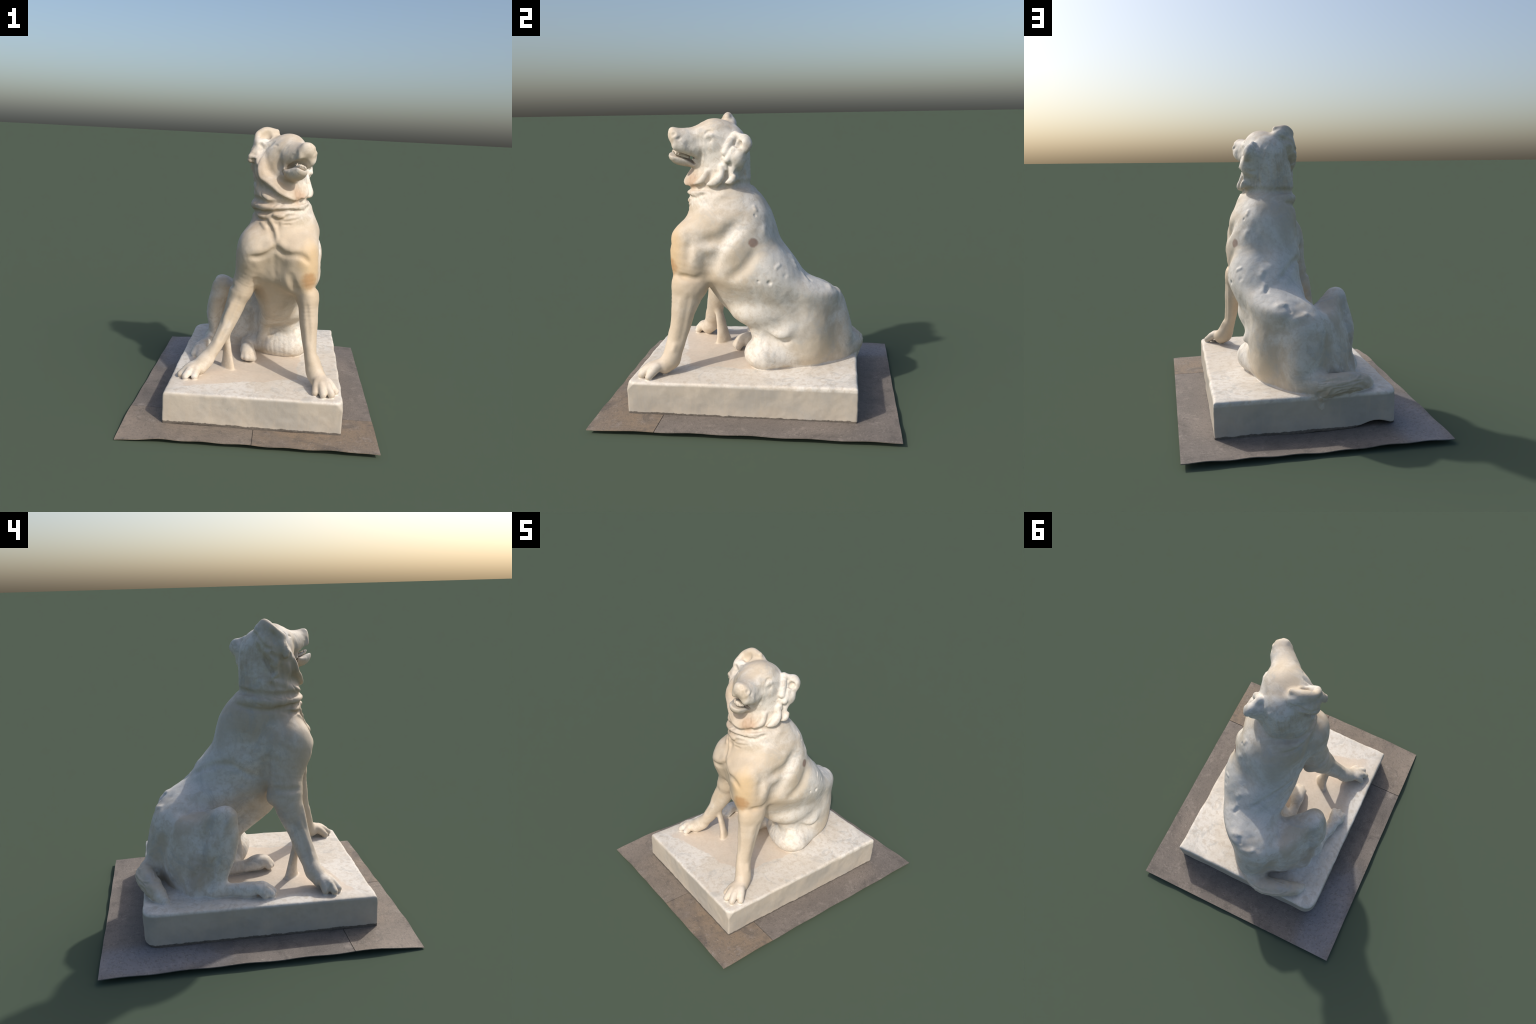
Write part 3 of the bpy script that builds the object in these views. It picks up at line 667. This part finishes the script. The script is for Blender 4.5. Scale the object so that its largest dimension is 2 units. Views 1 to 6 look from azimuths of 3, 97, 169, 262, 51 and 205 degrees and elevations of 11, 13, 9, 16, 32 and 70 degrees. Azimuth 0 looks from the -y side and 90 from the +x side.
def build():
    verts, quads, lab = surface(0.0055)
    N = smooth_normals(verts, quads)
    verts = grain(verts, N, lab); N = smooth_normals(verts, quads)
    fl = np.sort(lab[quads], 1)[:, 1]
    # paired limbs become an object each
    c = verts[quads].mean(1); side = np.zeros(len(quads), int)
    hind = (c[:, 0] < -.12) | ((c[:, 1] > .2) & (c[:, 0] < .03))
    paws = np.array([(.48, -.63, .3), (-.43, -.47, .3), (-.43, -.03, .3), (-.06, -.1, .3)])
    for name, key in (('foreleg', (c[:, 0] < .1).astype(int)), ('hindleg', hind.astype(int)), ('ear', ((c - HO) @ HL < 0).astype(int)),
                      ('paw', np.linalg.norm(c[:, None] - paws, axis=2).argmin(1) if len(c) else side)):
        side = np.where(fl == L[name], key, side)
    made = {}
    for i, name in enumerate(LABELS):
        for k in range(4):
            sel = quads[(fl == i) & (side == k)]
            if not len(sel): continue
            used, inv = np.unique(sel, return_inverse=True); sel = inv.reshape(-1, 4)
            me = bpy.data.meshes.new(name)
            me.from_pydata(verts[used].tolist(), [], sel.tolist()); me.update()
            me.polygons.foreach_set('use_smooth', np.ones(len(sel), bool))
            me.normals_split_custom_set_from_vertices(N[used].tolist())
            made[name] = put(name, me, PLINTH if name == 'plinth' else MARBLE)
    return made
PARTS = build()

# teeth along the lower jaw
def teeth():
    n = 7; ring = [(.5 * math.cos(2 * math.pi * i / n), .5 * math.sin(2 * math.pi * i / n)) for i in range(n)]
    vs = [(a, b, -.6) for a, b in ring] + [(a * .8, b * .8, .45) for a, b in ring] + [(0, 0, 1.)]
    fs = [(i, (i + 1) % n, n + (i + 1) % n, n + i) for i in range(n)] + [(n + i, n + (i + 1) % n, 2 * n) for i in range(n)]
    me = bpy.data.meshes.new('tooth'); me.from_pydata(vs, [], fs); me.polygons.foreach_set('use_smooth', np.ones(len(fs), bool)); me.materials.append(MARBLE)
    for i in range(11):
        t = -1 + 2 * i / 10; big = 1.45 if i in (1, 9) else (.75, 1.0, .85, 1.1, .7)[i % 5]
        ob = bpy.data.objects.new('tooth', me); bpy.context.collection.objects.link(ob); ob.parent = PARTS['lower_jaw']
        ob.location = H(.012 + .036 * math.sin(t * 1.5), .384 + .058 * math.cos(t * 1.5), -.127)
        ob.scale = (.0085 * big, .0085 * big, .009 * big); ob.rotation_euler = (.1, .3, .3 * i)
teeth()

# ------------------------------------------------------- paving below -------
def ground_height(X, Y):
    Z = .037 - .017 * np.exp(-((X - .05) / .38) ** 2 - ((Y - .9) / .2) ** 2) + .003 * np.sin(2.1 * X + 1.3 * Y) + .0015 * np.sin(9 * X + 5 * Y + 1)
    c = np.clip(1 - np.hypot((X + .842) * 1.0, (Y + 1) * 1.2) / .34, 0, 1); Z = Z - .034 * c ** 1.3
    c = np.clip(1 - np.hypot(X - .842, Y + 1) / .16, 0, 1); Z = Z - .008 * c
    rim = np.clip(1 - np.minimum(.842 - np.abs(X), 1 - np.abs(Y)) / .03, 0, 1)
    return Z + .003 * rim * np.sin(23 * X + 17 * Y)
def slab(x0, x1, y0, y1, mat, thick=.005, name='paving_slab', drop=0.):
    nx, ny = max(2, int((x1 - x0) / .02)), max(2, int((y1 - y0) / .02))
    X, Y = np.meshgrid(np.linspace(x0, x1, nx), np.linspace(y0, y1, ny), indexing='ij')
    top = np.stack([X, Y, ground_height(X, Y) - drop], -1).reshape(-1, 3); bot = top - V(0, 0, thick)
    k = nx * ny; qs = []
    for i in range(nx - 1):
        for j in range(ny - 1):
            a = i * ny + j; q = (a, a + ny, a + ny + 1, a + 1); qs.append(q); qs.append(tuple(k + v for v in reversed(q)))
    rim = [i * ny for i in range(nx)] + [(nx - 1) * ny + j for j in range(1, ny)] + [i * ny + ny - 1 for i in range(nx - 2, -1, -1)] + [j for j in range(ny - 2, 0, -1)]
    qs += [(rim[i], k + rim[i], k + rim[(i + 1) % len(rim)], rim[(i + 1) % len(rim)]) for i in range(len(rim))]
    me = bpy.data.meshes.new(name); me.from_pydata(np.vstack([top, bot]).tolist(), [], qs)
    return put(name, me, mat, paving)
paving = bpy.data.objects.new('paving', None); bpy.context.collection.objects.link(paving); paving.parent = root
g = .0022; J = -.552; C = .031
slab(-.842, C - g, -1, J - g, paving_stone('beige_granite', (.19, .155, .122), (.235, .19, .15)))
slab(C + g, .842, -1, J - g, paving_stone('ochre_granite', (.185, .148, .115), (.23, .17, .115)))
slab(-.842, .842, J + g, 1, paving_stone('grey_granite', (.155, .132, .113), (.20, .168, .142)))
mortar = plain('dark_mortar', (.05, .045, .04))
slab(-.84, .84, J - .012, J + .012, mortar, .0015, 'mortar_joint', .003)
slab(C - .012, C + .012, -.998, J - .013, mortar, .0015, 'mortar_joint', .0032)
